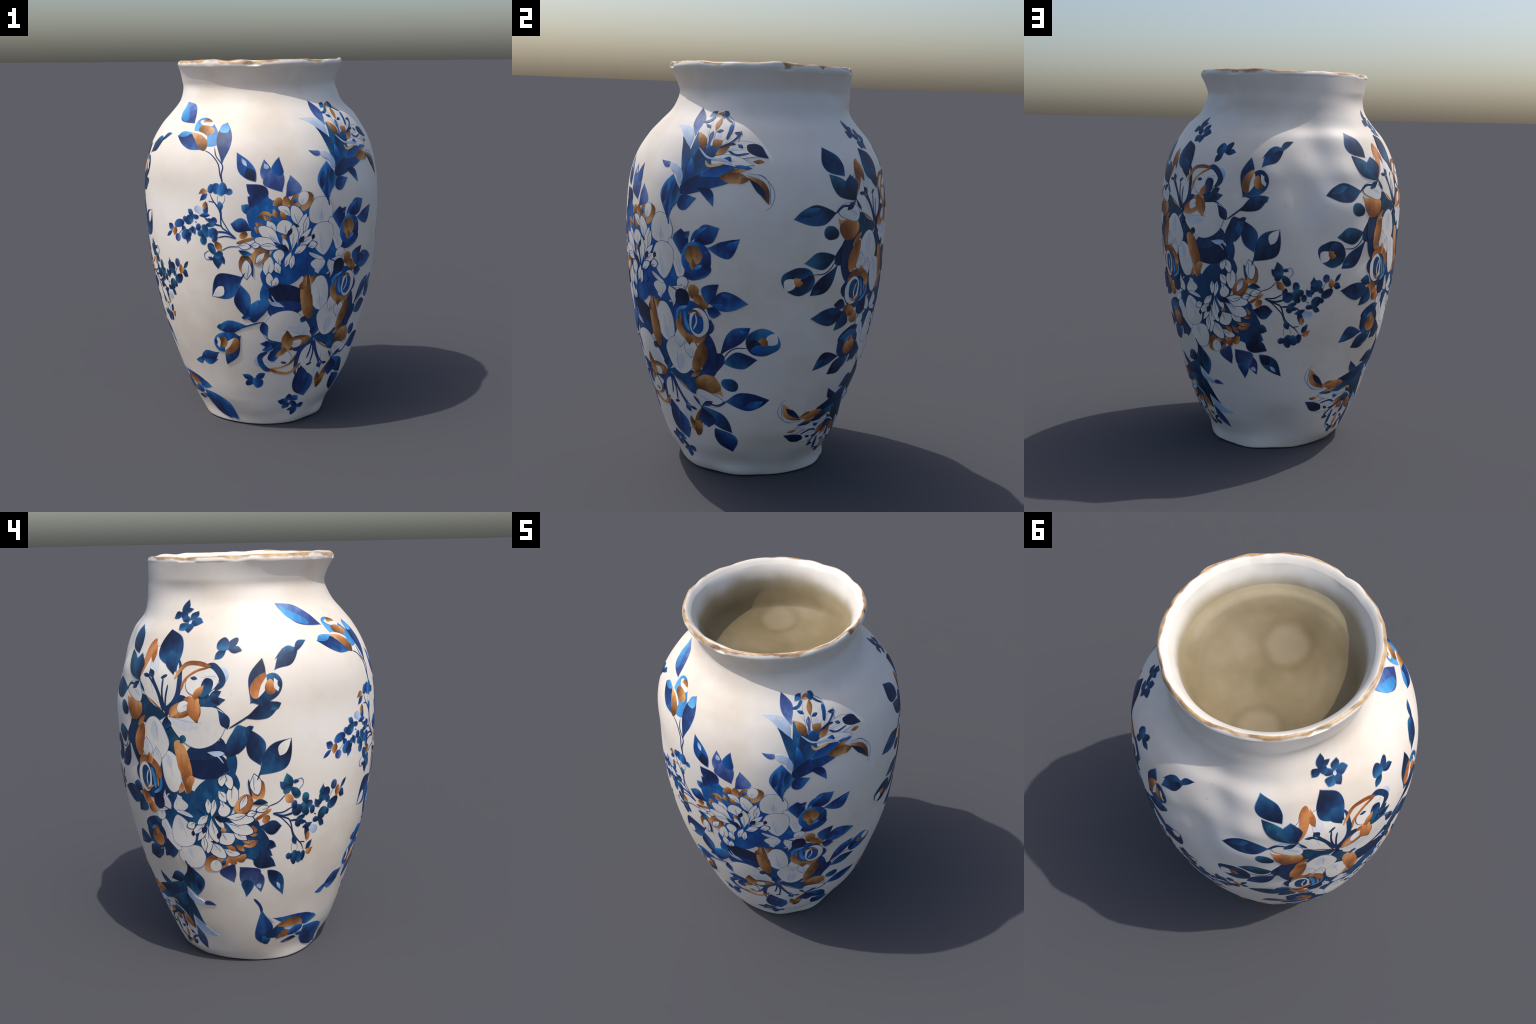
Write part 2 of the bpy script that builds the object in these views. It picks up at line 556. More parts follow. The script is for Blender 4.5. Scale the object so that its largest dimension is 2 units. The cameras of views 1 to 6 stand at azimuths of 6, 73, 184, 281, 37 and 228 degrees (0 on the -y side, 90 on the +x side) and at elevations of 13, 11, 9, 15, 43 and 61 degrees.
def draw_bouquet(b):
    b.motif("rosebud")
    b.leaf("violet", (-63.2, 113.7), (-71.2, 126.2), width=14.6, bend=0.9, belly=0.51)
    b.leaf("sky", (-70.6, 114.3), (-70.3, 125.8), width=7.6, bend=0.7, belly=0.34)
    b.leaf("navy", (-58.8, 99), (-75.9, 105.8), width=8.7, bend=-1, belly=0.56)
    b.leaf("sky", (-64.5, 108.2), (-75.9, 105.8), width=3, bend=-0.2, belly=0.54)
    b.blob("sky", (-53.4, 101.2), (-55.9, 117.3), width=14.4, bend=1.6, belly=0.48)
    b.blob("white", (-58.8, 114.5), (-50.4, 113.7), width=3.7, bend=-0.2, belly=0.47)
    b.blob("ochre", (-57.1, 114.4), (-51, 115.3), width=2.3, bend=0.7, belly=0.63)
    b.blob("ochre", (-60.3, 110), (-50.7, 110.1), width=5.4, bend=-0.1, belly=0.49)
    b.blob("white", (-64.1, 108.2), (-55.7, 105.3), width=3.8, bend=0.1, belly=0.52)
    b.blob("ochre", (-65.2, 108), (-57.6, 99.5), width=6.6, bend=1.4, belly=0.68)
    b.leaf("navy", (-49.5, 92), (-42.3, 114.7), width=7.8, bend=1, belly=0.58)
    b.leaf("sky", (-47.8, 109), (-42.3, 114.7), width=4.7, bend=-0.8, belly=0.46)
    b.stem("navy", 0.64, (-58.4, 99.2), (-54.7, 97.3), (-51.5, 92.6), (-51.1, 87.3), (-50.3, 82.5))
    b.stem("navy", 0.63, (-52.2, 100.9), (-52, 96.4), (-49.2, 91.7), (-50.4, 87.3), (-50.1, 82.5))

    b.motif("corolla")
    b.leaf("cobalt", (-33.4, 84.2), (-40.8, 98.4), width=7.9, bend=0.8, belly=0.43)
    b.leaf("ink", (-33.4, 84.2), (-37, 90.8), width=6.2, bend=0.4, belly=0.58)
    b.leaf("pale", (-37, 91.6), (-39, 95.6), width=2, bend=0.1, belly=0.47)
    b.leaf("violet", (-20.5, 79), (-27.8, 94.9), width=6, bend=3, belly=0.64)
    b.leaf("violet", (-20.5, 78.9), (-24.5, 90.7), width=11.2, bend=1.7, belly=0.55)
    b.leaf("cobalt", (-21.8, 86.8), (-20.3, 96), width=6, bend=0.8, belly=0.27)
    b.leaf("pale", (-26.5, 90.4), (-28, 93.2), width=2.5, bend=0.4, belly=0.38)
    b.leaf("violet", (-19.2, 76.2), (-16.1, 86.8), width=7.7, bend=-3.4, belly=0.51)
    b.leaf("navy", (-31.1, 70), (-38.2, 82.6), width=9.4, bend=-3.1, belly=0.55)
    b.leaf("navy", (-30.1, 70.7), (-37.8, 76.6), width=6.3, bend=0.2, belly=0.56)
    b.blob("navy", (-36.3, 72.8), (-26.9, 72.4), width=11.1, bend=1.9, belly=0.47)
    b.leaf("navy", (-35, 67.2), (-41.1, 72.2), width=4.7, bend=-0.2, belly=0.63)
    b.leaf("navy", (-36, 59.3), (-46.7, 62.7), width=7.2, bend=-1.1, belly=0.59)

    b.motif("ground")
    b.blob("cobalt", (-38.1, 64.3), (-24.5, 68.1), width=15.8, bend=-2.1, belly=0.41)
    b.blob("cobalt", (-35.3, 55.8), (-27.2, 75.8), width=9.8, bend=-1.4, belly=0.56)
    b.blob("cobalt", (-27.3, 72.4), (-3.8, 67.8), width=17.2, bend=-4.8, belly=0.53)
    b.blob("cobalt", (-27.3, 63.9), (-2.1, 60.8), width=24.4, bend=-2.5, belly=0.47)
    b.blob("cobalt", (-5.8, 50.3), (15.7, 51.2), width=15, bend=-3, belly=0.44)
    b.blob("cobalt", (-27, 45.8), (-7.7, 39.2), width=21.6, bend=-1.8, belly=0.49)
    b.blob("cobalt", (-12.3, 40.3), (8.9, 42.5), width=18.8, bend=1.6, belly=0.49)
    b.blob("ink", (-26.9, 29.2), (-7, 23.8), width=11.9, bend=-2, belly=0.5)
    b.blob("navy", (-26.9, 19), (-7.8, 18), width=8.3, bend=-0.8, belly=0.43)
    b.blob("cobalt", (-30.8, 34.2), (-21, 37), width=11.6, bend=-0.4, belly=0.44)
    b.leaf("cobalt", (-28, 18.6), (-29.3, 32.7), width=4.8, bend=-0.2, belly=0.49)
    b.leaf("navy", (-24.3, 13.4), (-26.2, 18.6), width=2.2, bend=-0.4, belly=0.51)
    b.blob("teal", (-0.8, -0.3), (-1.4, 18.4), width=9.9, bend=-0.7, belly=0.57)
    b.blob("teal", (-8.6, 10.1), (-1.4, 9.1), width=10.2, bend=-0.7, belly=0.61)
    b.blob("navy", (4.9, 34.7), (10, 13.2), width=5, bend=0.5, belly=0.54)
    b.blob("navy", (7.2, 35.1), (13.8, 35.7), width=9, bend=0, belly=0.36)
    b.blob("teal", (-5, 32.8), (7.5, 31.2), width=7.3, bend=-0.1, belly=0.47)
    b.blob("cobalt", (8, 26.8), (25.2, 26.5), width=19.3, bend=1.1, belly=0.55)
    b.blob("navy", (6.7, 35.6), (8.1, 13.9), width=3.8, bend=-0.4, belly=0.5)
    b.blob("teal", (-1.6, 16.3), (9.5, 17.3), width=8.7, bend=-0.4, belly=0.49)
    b.blob("navy", (19.1, 0.8), (30, 12.4), width=6.9, bend=-0.1, belly=0.56)
    b.blob("navy", (23.5, 22.3), (23.4, 0.5), width=6.5, bend=0.7, belly=0.51)
    b.leaf("navy", (23.8, 21.1), (25.9, 29.6), width=3.5, bend=-0.7, belly=0.56)
    b.leaf("teal", (-0.6, -0.4), (19.6, 0.9), width=8.5, bend=-2, belly=0.48)
    b.leaf("teal", (0.4, -1.1), (12.9, -11), width=6.1, bend=2.9, belly=0.41)
    b.blob("teal", (7, -4.7), (20.6, 2.5), width=7.6, bend=-1.5, belly=0.46)
    b.leaf("teal", (10.5, -2.8), (13.4, -10.9), width=7, bend=0.2, belly=0.56)
    b.stem("navy", 5.76, (-1.1, -2.5), (-5, -10.3), (-5.3, -18.6), (-4.5, -25.7))
    b.blob("navy", (-11.3, -6.3), (0.1, -0.4), width=9, bend=-0.4, belly=0.47)
    b.blob("teal", (-20.8, -6.8), (-14.9, -1.5), width=6.4, bend=0.3, belly=0.53)
    b.stem("teal", 1.72, (-28.6, 9.7), (-26.9, 3.9), (-22.4, -0.9), (-17.5, -1.9))

    b.motif("peony_back")
    b.blob("ochre", (-25.4, 73.4), (-20.5, 71.8), width=4.8, bend=1.4, belly=0.41)
    b.blob("ochre", (-20.7, 72.4), (-16.2, 73.1), width=5.6, bend=1.2, belly=0.48)
    b.blob("ochre", (-16.5, 74.5), (-11.2, 72.1), width=6.5, bend=0.9, belly=0.4)
    b.leaf("cobalt", (-15.2, 72.7), (-12.9, 76.1), width=2.2, bend=-0.1, belly=0.51)
    b.blob("ochre", (-10.2, 68.9), (-6.1, 78.2), width=7.1, bend=0.3, belly=0.62)
    b.blob("white", (-11, 72.1), (-8.4, 78.6), width=5.3, bend=0.2, belly=0.55)
    b.leaf("ochre", (-33.6, 66.5), (-25.6, 67.4), width=4, bend=0.5, belly=0.51)
    b.leaf("cobalt", (-31.1, 66.8), (-25.9, 65.3), width=1.9, bend=0.3, belly=0.48)
    b.leaf("ochre", (-25.9, 63.5), (-30.4, 67.1), width=2.4, bend=0.1, belly=0.53)
    b.leaf("ochre", (-22.7, 65.4), (-25.4, 70.4), width=2.8, bend=0.2, belly=0.55)
    b.leaf("ochre", (-34.4, 63.4), (-30.1, 62.2), width=2.4, bend=-0.2, belly=0.46)
    b.blob("ochre", (-34.3, 61.7), (-33, 58.2), width=2.2, bend=0.3, belly=0.47)
    b.blob("ochre", (-42, 55.8), (-38.4, 58.6), width=3.5, bend=0, belly=0.53)
    b.stem("ochre", 1.62, (-43.8, 53), (-39.1, 54.6), (-34.7, 55.9))
    b.blob("ochre", (-35.2, 47.1), (-27.1, 49.2), width=5.3, bend=0.6, belly=0.5)

    b.motif("outer_petal")
    b.blob("white", (-0, 62), (-0.2, 75.5), width=14, bend=-0.4, belly=0.41)
    b.blob("white", (11.9, 47.7), (5.5, 64.5), width=6.3, bend=-1.3, belly=0.38)
    b.blob("white", (2.1, 45.4), (1.4, 62.5), width=13.1, bend=0.3, belly=0.63)
    b.blob("white", (11.2, 41.9), (14.8, 47.4), width=5.4, bend=0.5, belly=0.48)
    b.leaf("white", (7.1, 42.5), (14.2, 43.6), width=1.9, bend=-0.7, belly=0.53)
    b.leaf("white", (-0.5, 35.2), (0.2, 44.5), width=8.4, bend=0.8, belly=0.64)
    b.leaf("white", (6.7, 32.7), (5.3, 42.4), width=5.1, bend=-1.6, belly=0.66)
    b.blob("white", (-6.3, 47.2), (2, 43.4), width=1.8, bend=-0.4, belly=0.5)

    b.motif("peony_petal")
    b.blob("white", (-16.6, 66.6), (-22.9, 71.4), width=4.1, bend=-0.8, belly=0.51)
    b.leaf("ochre", (-18, 64.2), (-21.8, 69.4), width=2.7, bend=0.2, belly=0.57)
    b.blob("white", (-12.5, 61.7), (-15.6, 71.8), width=6.7, bend=-0.8, belly=0.46)
    b.blob("white", (-18.7, 57), (-20.8, 64.7), width=8.5, bend=-0, belly=0.54)
    b.leaf("white", (-24.2, 57.1), (-28.5, 64.6), width=4.5, bend=-0.3, belly=0.55)
    b.blob("white", (-21.5, 52.5), (-32.5, 61.5), width=6.5, bend=-0.4, belly=0.57)
    b.blob("white", (-22.5, 49.6), (-34.5, 55.4), width=6.2, bend=-0.4, belly=0.53)
    b.blob("white", (-12.7, 51.5), (-8.3, 67.4), width=4, bend=0.9, belly=0.54)
    b.blob("white", (-15.6, 48.8), (-15.1, 62.1), width=4.9, bend=-0.6, belly=0.58)
    b.leaf("white", (-9.2, 57.6), (-7.3, 66.2), width=3, bend=-0.1, belly=0.49)
    b.leaf("white", (-12.4, 52.5), (-5.4, 59.8), width=2.9, bend=0.2, belly=0.52)
    b.blob("white", (-11.6, 51.4), (-4.3, 55.6), width=3.6, bend=-0.1, belly=0.48)
    b.blob("white", (-14.3, 47.4), (-8.2, 51), width=3.6, bend=0.1, belly=0.49)
    b.leaf("white", (-16.9, 48.3), (-20.3, 56.2), width=2.8, bend=0.4, belly=0.53)
    b.blob("white", (-7, 50.3), (-2.3, 51.7), width=3.8, bend=0.2, belly=0.51)
    b.blob("ochre", (-20.8, 55.9), (-18.5, 57), width=2.6, bend=-0.1, belly=0.46)
    b.leaf("ink", (-23.6, 52), (-16.9, 48.5), width=3.2, bend=0.4, belly=0.48)
    b.leaf("ink", (-12.4, 52.9), (-9.4, 56.3), width=2.8, bend=-0.5, belly=0.49)
    b.leaf("ink", (-4.9, 53.8), (-4, 57), width=1.9, bend=-0.2, belly=0.51)
    b.leaf("ink", (-18.3, 56.5), (-15.8, 60.7), width=2.3, bend=-0.3, belly=0.49)
    b.leaf("ink", (-14.8, 63.1), (-11.8, 60.8), width=1.1, bend=-0.1, belly=0.53)
    b.blob("white", (-21.8, 40.3), (-22.5, 49.7), width=6.2, bend=0.1, belly=0.7)
    b.leaf("white", (-21.3, 37.2), (-23.9, 43.1), width=3.7, bend=0.2, belly=0.5)
    b.leaf("white", (-18.8, 40.5), (-15.9, 48.4), width=3, bend=0.2, belly=0.47)
    b.blob("white", (-15.8, 39.6), (-14.8, 46.4), width=2.9, bend=0.1, belly=0.46)
    b.blob("white", (-27.7, 35.5), (-26.7, 46.1), width=5.8, bend=0.2, belly=0.46)
    b.blob("white", (-24.8, 29.9), (-27.1, 37.6), width=4, bend=0.4, belly=0.49)
    b.blob("white", (-24.9, 30.5), (-23, 35.2), width=3.7, bend=-0.6, belly=0.45)
    b.blob("white", (-42.7, 51.5), (-36.8, 51.4), width=3.3, bend=0.1, belly=0.49)
    b.blob("white", (-36.3, 52.3), (-32.1, 52), width=2.7, bend=-0.1, belly=0.5)
    b.leaf("white", (-31.3, 51.6), (-22.8, 50.2), width=3.3, bend=0.4, belly=0.45)
    b.blob("ochre", (-40.6, 37.8), (-39.2, 46.8), width=7.1, bend=-0.8, belly=0.58)
    b.blob("white", (-38, 34.1), (-38.8, 44.2), width=5.4, bend=0, belly=0.47)
    b.blob("ochre", (-35.3, 43.6), (-27.6, 49.1), width=7.9, bend=0.4, belly=0.48)
    b.leaf("white", (-33.6, 42.9), (-29.4, 48.4), width=3.2, bend=0.2, belly=0.47)
    b.leaf("teal", (-42.7, 49.5), (-35.5, 47.6), width=2.7, bend=-0.7, belly=0.51)
    b.stem("navy", 0.85, (-35.8, 43.9), (-35.4, 39.5), (-35.3, 35.7))
    b.leaf("pale", (-25.6, 21), (-17.9, 18.6), width=2.5, bend=0.4, belly=0.43)
    b.stem("pale", 0.56, (-24.9, 25.3), (-22.5, 21.7), (-18.6, 19.2))
    b.leaf("cobalt", (-12.7, 40.7), (-12.6, 46.2), width=4, bend=-1, belly=0.36)

    b.motif("magnolia")
    b.blob("white", (2.7, 15.2), (0.2, 34.2), width=10.9, bend=0.4, belly=0.52)
    b.blob("ochre", (-4, 11), (-6.9, 35.9), width=6.6, bend=1, belly=0.42)
    b.leaf("ochre", (-9.7, 27.9), (-7.1, 35.3), width=3.7, bend=-0.4, belly=0.26)
    b.stem("pale", 0.47, (-5.7, 35.6), (-4.3, 29.7), (-3.5, 24.2))
    b.leaf("ochre", (-3.9, 29.6), (-1.5, 35.1), width=3.1, bend=1.1, belly=0.55)
    b.blob("white", (-1.2, -0.4), (-27.1, 8.9), width=18.5, bend=-2.3, belly=0.66)
    b.leaf("teal", (-8.2, 9.2), (-5.6, 12.6), width=3.5, bend=0.3, belly=0.4)
    b.leaf("ochre", (-16.2, -4.6), (-15, 5.1), width=5.1, bend=-1, belly=0.48)
    b.leaf("ochre", (-1.3, 0.1), (-16.8, -1.9), width=3.3, bend=-0.6, belly=0.52)
    b.leaf("ochre", (-2.1, 0.2), (-7.9, -5.8), width=4.2, bend=-0, belly=0.42)
    b.blob("ochre", (-16.5, -4.1), (-9.4, -6.1), width=5.7, bend=0.7, belly=0.45)
    b.blob("white", (-12.4, -3.8), (-6.4, -2.3), width=4.7, bend=-0.5, belly=0.56)
    b.blob("white", (6.8, -0.5), (11.6, 18.1), width=16.5, bend=0.5, belly=0.58)
    b.leaf("white", (8.5, 13.1), (8.2, 22.2), width=5.6, bend=-1, belly=0.53)
    b.leaf("white", (14.2, 8.8), (16.7, 17.8), width=7, bend=0.8, belly=0.51)
    b.blob("ochre", (15, 2.4), (21.7, 17.3), width=6.2, bend=-0.6, belly=0.54)
    b.leaf("ochre", (12.8, -1.3), (19.3, 3.6), width=2.4, bend=0, belly=0.48)
    b.leaf("ochre", (27, -10.2), (14.6, -4.7), width=11.2, bend=-3.6, belly=0.59)
    b.blob("ochre", (14.6, -4.7), (26.7, -4.7), width=9.4, bend=0.9, belly=0.49)
    b.leaf("navy", (-0.5, 0.1), (0.8, 5.4), width=4.9, bend=0.5, belly=0.53)
    b.blob("white", (7.7, -31.6), (0, -4.7), width=20.8, bend=-0.2, belly=0.44)
    b.leaf("ochre", (1.3, -2.4), (11.5, -10.6), width=0.88, bend=-0.2, belly=0.52)
    b.blob("white", (14.2, -9.2), (26, -13.6), width=8.1, bend=-1, belly=0.44)
    b.stem("navy", 0.93, (-0, -2.7), (-0.4, -8.8), (-1.5, -14.2))
    b.stem("navy", 0.93, (-0, -2.7), (1.6, -10.2), (0.9, -18))
    b.stem("navy", 1.17, (0.6, -2.5), (2.9, -9.8), (6.5, -17.8), (8.1, -22.3))
    b.stem("navy", 0.86, (1.3, -2.4), (4.2, -11.4), (8.1, -17.9), (11.7, -20))
    b.blob("navy", (-1.1, -18.5), (2.1, -17.4), width=1.5, bend=-0.1, belly=0.52)
    b.leaf("navy", (7.9, -19), (12.2, -19.8), width=2, bend=0.1, belly=0.52)
    b.leaf("navy", (6.2, -17.9), (8.1, -22.1), width=3.1, bend=0, belly=0.49)
    b.leaf("ochre", (7, -34), (7, -24.4), width=3.1, bend=-0.6, belly=0.55)
    b.leaf("ochre", (8.4, -36.3), (14.6, -18.2), width=4, bend=0.4, belly=0.5)
    b.blob("ochre", (8.5, -36), (11.4, -26.3), width=4, bend=-0.2, belly=0.54)

    b.motif("curl_petal")
    b.leaf("navy", (-18.1, -1.9), (-28.1, -2.9), width=4.3, bend=0.5, belly=0.52)
    b.leaf("navy", (-19.9, -3.6), (-26.5, -7.1), width=3.7, bend=0.5, belly=0.6)
    b.leaf("navy", (-22.5, -7.2), (-25.5, -1.1), width=3.5, bend=-0.4, belly=0.44)
    b.blob("pale", (-25.7, -17.9), (-28.1, -10.4), width=3.8, bend=0.9, belly=0.51)
    b.blob("white", (-25.6, -14.1), (-10.5, -12.4), width=11.6, bend=0.2, belly=0.5)
    b.stem("navy", 2.67, (-23.7, -8.2), (-27, -10.8), (-26.1, -15), (-22.8, -19.2), (-19, -19.9))
    b.blob("navy", (-21.2, -14), (-17.6, -6.1), width=5.6, bend=0.5, belly=0.41)
    b.stem("ochre", 1.69, (-21.7, -19.1), (-15.5, -21.9), (-9.6, -22.1), (-4.7, -16.5))
    b.stem("ochre", 1.15, (-21, -18.8), (-15.3, -18.3), (-9.9, -15.3), (-8, -10.8))
    b.leaf("ochre", (-18.9, -11.4), (-13, -5.2), width=3.5, bend=0, belly=0.5)
    b.leaf("ochre", (-12.6, -7.7), (-15.3, 4.8), width=5.7, bend=0, belly=0.49)
    b.leaf("navy", (-15.9, -14.6), (-12.4, -15.7), width=1.7, bend=-0.1, belly=0.49)
    b.leaf("navy", (-24, 0), (-28.1, 10.4), width=4.5, bend=0.5, belly=0.65)

    b.motif("rose_sprig")
    b.stem("navy", 0.84, (-44.4, 4.2), (-40.4, 5.7), (-35.8, 7.7), (-28.7, 10.2))
    b.leaf("navy", (-36.1, 7.7), (-52.3, 5.7), width=7.2, bend=0, belly=0.54)
    b.leaf("teal", (-47.5, 7.4), (-52.3, 5.7), width=3.9, bend=0.6, belly=0.55)
    b.blob("cobalt", (-39.9, 1.1), (-52.2, -6.6), width=11.5, bend=-0.6, belly=0.61)
    b.leaf("navy", (-38.8, 1.8), (-44.2, -17.3), width=7, bend=-0.1, belly=0.6)
    b.blob("ochre", (-45.8, -10.4), (-40.8, 0), width=5.9, bend=-1.3, belly=0.58)
    b.leaf("white", (-46.3, -8.6), (-42.2, 0.1), width=2.7, bend=0.5, belly=0.5)
    b.blob("ochre", (-47.4, -6.9), (-49.1, 0.3), width=4.4, bend=-0.7, belly=0.52)
    b.leaf("white", (-49.6, -7), (-51.3, -0.2), width=2.7, bend=0.2, belly=0.54)
    b.leaf("navy", (-51.3, -5.2), (-52.6, -1.2), width=1.6, bend=0, belly=0.5)
    b.stem("navy", 0.60, (-44, 3.9), (-40.3, 1.4), (-38.7, 1.2))
    b.leaf("navy", (-50, -10.2), (-61.3, -16.9), width=9.2, bend=1, belly=0.57)
    b.leaf("cobalt", (-50.2, -14.9), (-60.4, -16.4), width=3.6, bend=2.2, belly=0.55)
    b.leaf("navy", (-59.9, -15.3), (-65.4, -19.2), width=4.1, bend=1.5, belly=0.51)

    b.motif("butterfly")
    b.leaf("navy", (-28, -26.2), (-34.7, -23.4), width=3.2, bend=0.1, belly=0.54)
    b.leaf("navy", (-28, -26.2), (-23.1, -22.2), width=4.1, bend=-0.1, belly=0.59)
    b.blob("navy", (-27.6, -26.1), (-31.8, -30.2), width=4.1, bend=-0.3, belly=0.47)
    b.blob("cobalt", (-28.4, -25.7), (-24.3, -31.5), width=5.2, bend=0.6, belly=0.57)
    b.leaf("navy", (-6.4, -42.9), (-12.7, -41.9), width=4.6, bend=0.4, belly=0.48)
    b.leaf("navy", (-6.4, -42.9), (-7.5, -37.4), width=4, bend=0, belly=0.51)
    b.leaf("cobalt", (-6.1, -42.8), (-2.3, -39.5), width=5, bend=-0.2, belly=0.64)
    b.leaf("navy", (-6, -43.3), (-8.8, -48.5), width=4.1, bend=0.1, belly=0.6)
    b.leaf("navy", (-6.5, -42.7), (-1.6, -47.2), width=3.1, bend=0.1, belly=0.52)
    b.blob("navy", (-3.2, -44.8), (-1.2, -50.3), width=3.2, bend=0, belly=0.51)
    b.leaf("navy", (-1.7, -48.1), (2.7, -46.1), width=4.2, bend=-0.7, belly=0.55)
    b.leaf("navy", (-1.3, -48.2), (-2.9, -54.7), width=3.6, bend=0.1, belly=0.48)
    b.leaf("navy", (-2.3, -48.5), (-5.9, -50), width=2.8, bend=0.4, belly=0.46)
    b.blob("pale", (-7.1, -43.1), (-5.6, -42.9), width=2.1, bend=-0, belly=0.5)
    b.leaf("navy", (-5.5, -19.2), (1.4, -39.9), width=12.1, bend=0.6, belly=0.57)
    b.leaf("navy", (-4.1, -18.2), (-1, -29.7), width=5.9, bend=-0.4, belly=0.54)

    b.motif("side_leaf")
    b.stem("navy", 0.81, (-39.2, 37.5), (-41.2, 33.6), (-42.2, 30.9), (-42.8, 29.3))
    b.leaf("navy", (-35.3, 11.2), (-41.1, 30.8), width=8.3, bend=1.1, belly=0.57)
    b.leaf("navy", (-40.7, 35.2), (-56.1, 23.5), width=14.5, bend=-0.8, belly=0.51)
    b.leaf("white", (-50.2, 29.4), (-56.1, 23.5), width=5.3, bend=0.8, belly=0.4)
    b.blob("navy", (-35.3, 11.6), (-26.3, 22.2), width=8.9, bend=0.8, belly=0.31)
    b.leaf("cobalt", (-34.7, 12.5), (-31.5, 22.6), width=3.8, bend=1, belly=0.53)
    b.leaf("navy", (-34.3, 12.1), (-39.1, 12.3), width=3.3, bend=-1, belly=0.56)
    b.leaf("teal", (29.9, 8), (45.3, 10.8), width=8.1, bend=0.6, belly=0.48)
    b.leaf("navy", (28.2, 10.9), (43.7, 26.6), width=7.1, bend=1.5, belly=0.63)
    b.leaf("cobalt", (39, 24.4), (43.7, 26.7), width=2.3, bend=-0.3, belly=0.45)
    b.stem("navy", 0.50, (30.2, 10.7), (33.1, 14.2), (36.6, 16.3), (41.8, 16.6))
    b.blob("teal", (27.3, -2.3), (34.6, -4), width=6.6, bend=-0.1, belly=0.54)
    b.leaf("navy", (27.7, -12.5), (47.7, -10.7), width=9.8, bend=-0.4, belly=0.49)
    b.leaf("cobalt", (34.8, -15.2), (44.8, -11.4), width=3.8, bend=-0.5, belly=0.49)
    b.stem("navy", 1.10, (15.4, -16.7), (19.3, -15.1), (23.6, -15.2), (27.9, -12.4))
    b.leaf("navy", (15.9, -16.3), (21.5, -13.2), width=2.9, bend=0, belly=0.51)
    b.leaf("navy", (11.9, -12), (14.6, -17.2), width=1.3, bend=0.3, belly=0.44)
    b.leaf("teal", (15.3, -17), (26.8, -30.6), width=8.2, bend=0.9, belly=0.52)
    b.leaf("navy", (14.8, -17.1), (15.8, -29.1), width=8.4, bend=1.3, belly=0.58)
    b.leaf("navy", (19.2, -29.2), (23.9, -43.4), width=10.4, bend=1.8, belly=0.48)

    b.motif("ring_bud")
    b.blob("teal", (41.5, 17.1), (56.4, 20.8), width=13.1, bend=0.8, belly=0.49)
    b.leaf("white", (49.2, 18.7), (55.4, 24.4), width=5.5, bend=-1.1, belly=0.52)
    b.blob("ochre", (46.7, 19.7), (51, 19.1), width=4.9, bend=0.4, belly=0.54)
    b.leaf("ink", (41.5, 17.1), (48, 19.1), width=4.9, bend=0.6, belly=0.57)
    b.leaf("cobalt", (42.9, 15.3), (50.7, 17.8), width=4.6, bend=-0.6, belly=0.44)

    b.motif("rose")
    b.blob("ink", (11.7, 33.9), (12.7, 42.3), width=7.3, bend=-0.1, belly=0.52)
    b.blob("ochre", (18.2, 38.3), (18.2, 44.9), width=5.2, bend=-0.2, belly=0.56)
    b.blob("ochre", (22.8, 33.9), (22.7, 40.8), width=6.9, bend=0.3, belly=0.56)
    b.blob("ochre", (19.4, 36.4), (21.8, 40.1), width=4.6, bend=0, belly=0.5)
    b.leaf("navy", (25.1, 36.7), (30.7, 46.2), width=7.2, bend=2, belly=0.43)
    b.leaf("navy", (25.8, 37.4), (43.6, 38.1), width=8.9, bend=0.7, belly=0.45)
    b.leaf("cobalt", (26.9, 37.1), (35.3, 34.8), width=3.5, bend=-0.1, belly=0.56)
    b.leaf("cobalt", (31.6, 42), (37.6, 41.2), width=2.4, bend=-0.2, belly=0.44)
    b.leaf("navy", (24.6, 34.8), (31.2, 32.7), width=5.4, bend=-1, belly=0.51)
    b.stem("ochre", 3.78, (8.9, 27.8), (10.1, 22.8), (14.1, 19.1), (19.6, 19.1), (23.3, 22.5))
    b.leaf("ochre", (14.1, 15.1), (14.3, 20.9), width=4.1, bend=-0.1, belly=0.58)
    b.stem("sky", 1.53, (8.5, 26.9), (9.8, 31.9), (14.9, 34.4))
    b.stem("sky", 1.83, (13.5, 32.1), (13.5, 27.3), (14.9, 22.5))
    b.stem("ochre", 1.15, (11.2, 31.3), (11, 26.9), (11.8, 24.4))
    b.blob("white", (18.8, 20.1), (20.6, 34.2), width=9.6, bend=-0.6, belly=0.53)
    b.blob("cobalt", (18.6, 21.6), (20.4, 31.9), width=6.1, bend=-0, belly=0.48)
    b.stem("white", 0.67, (19, 31.2), (19.1, 27.4), (17.2, 23.6))
    b.stem("ochre", 1.12, (15.1, 30.8), (18.7, 32.7), (22.1, 30.4))

    b.motif("rosette")
    b.leaf("navy", (11.9, 57.4), (11.9, 69.4), width=8.1, bend=0.1, belly=0.61)
    b.leaf("navy", (13.8, 65.6), (16.4, 68.7), width=2.6, bend=0.2, belly=0.44)
    b.leaf("navy", (18.7, 63.7), (30.6, 71.3), width=8.6, bend=0.3, belly=0.52)
    b.leaf("cobalt", (17.1, 64.3), (25.3, 71.3), width=2.5, bend=1.1, belly=0.44)
    b.leaf("navy", (25.3, 62.4), (39.8, 67.2), width=7.8, bend=-3, belly=0.52)
    b.leaf("cobalt", (32.1, 62.6), (39.6, 66.9), width=3.8, bend=-1.2, belly=0.48)
    b.blob("navy", (14, 48.3), (27, 53.3), width=5.7, bend=-0.5, belly=0.52)
    b.blob("cobalt", (19.8, 48.5), (19.4, 64.4), width=14.7, bend=-0.2, belly=0.52)
    b.blob("navy", (25.1, 52.3), (25.1, 61.2), width=4.1, bend=0.1, belly=0.5)
    b.blob("ochre", (18.7, 54), (18.5, 62.9), width=8.3, bend=-0.1, belly=0.5)
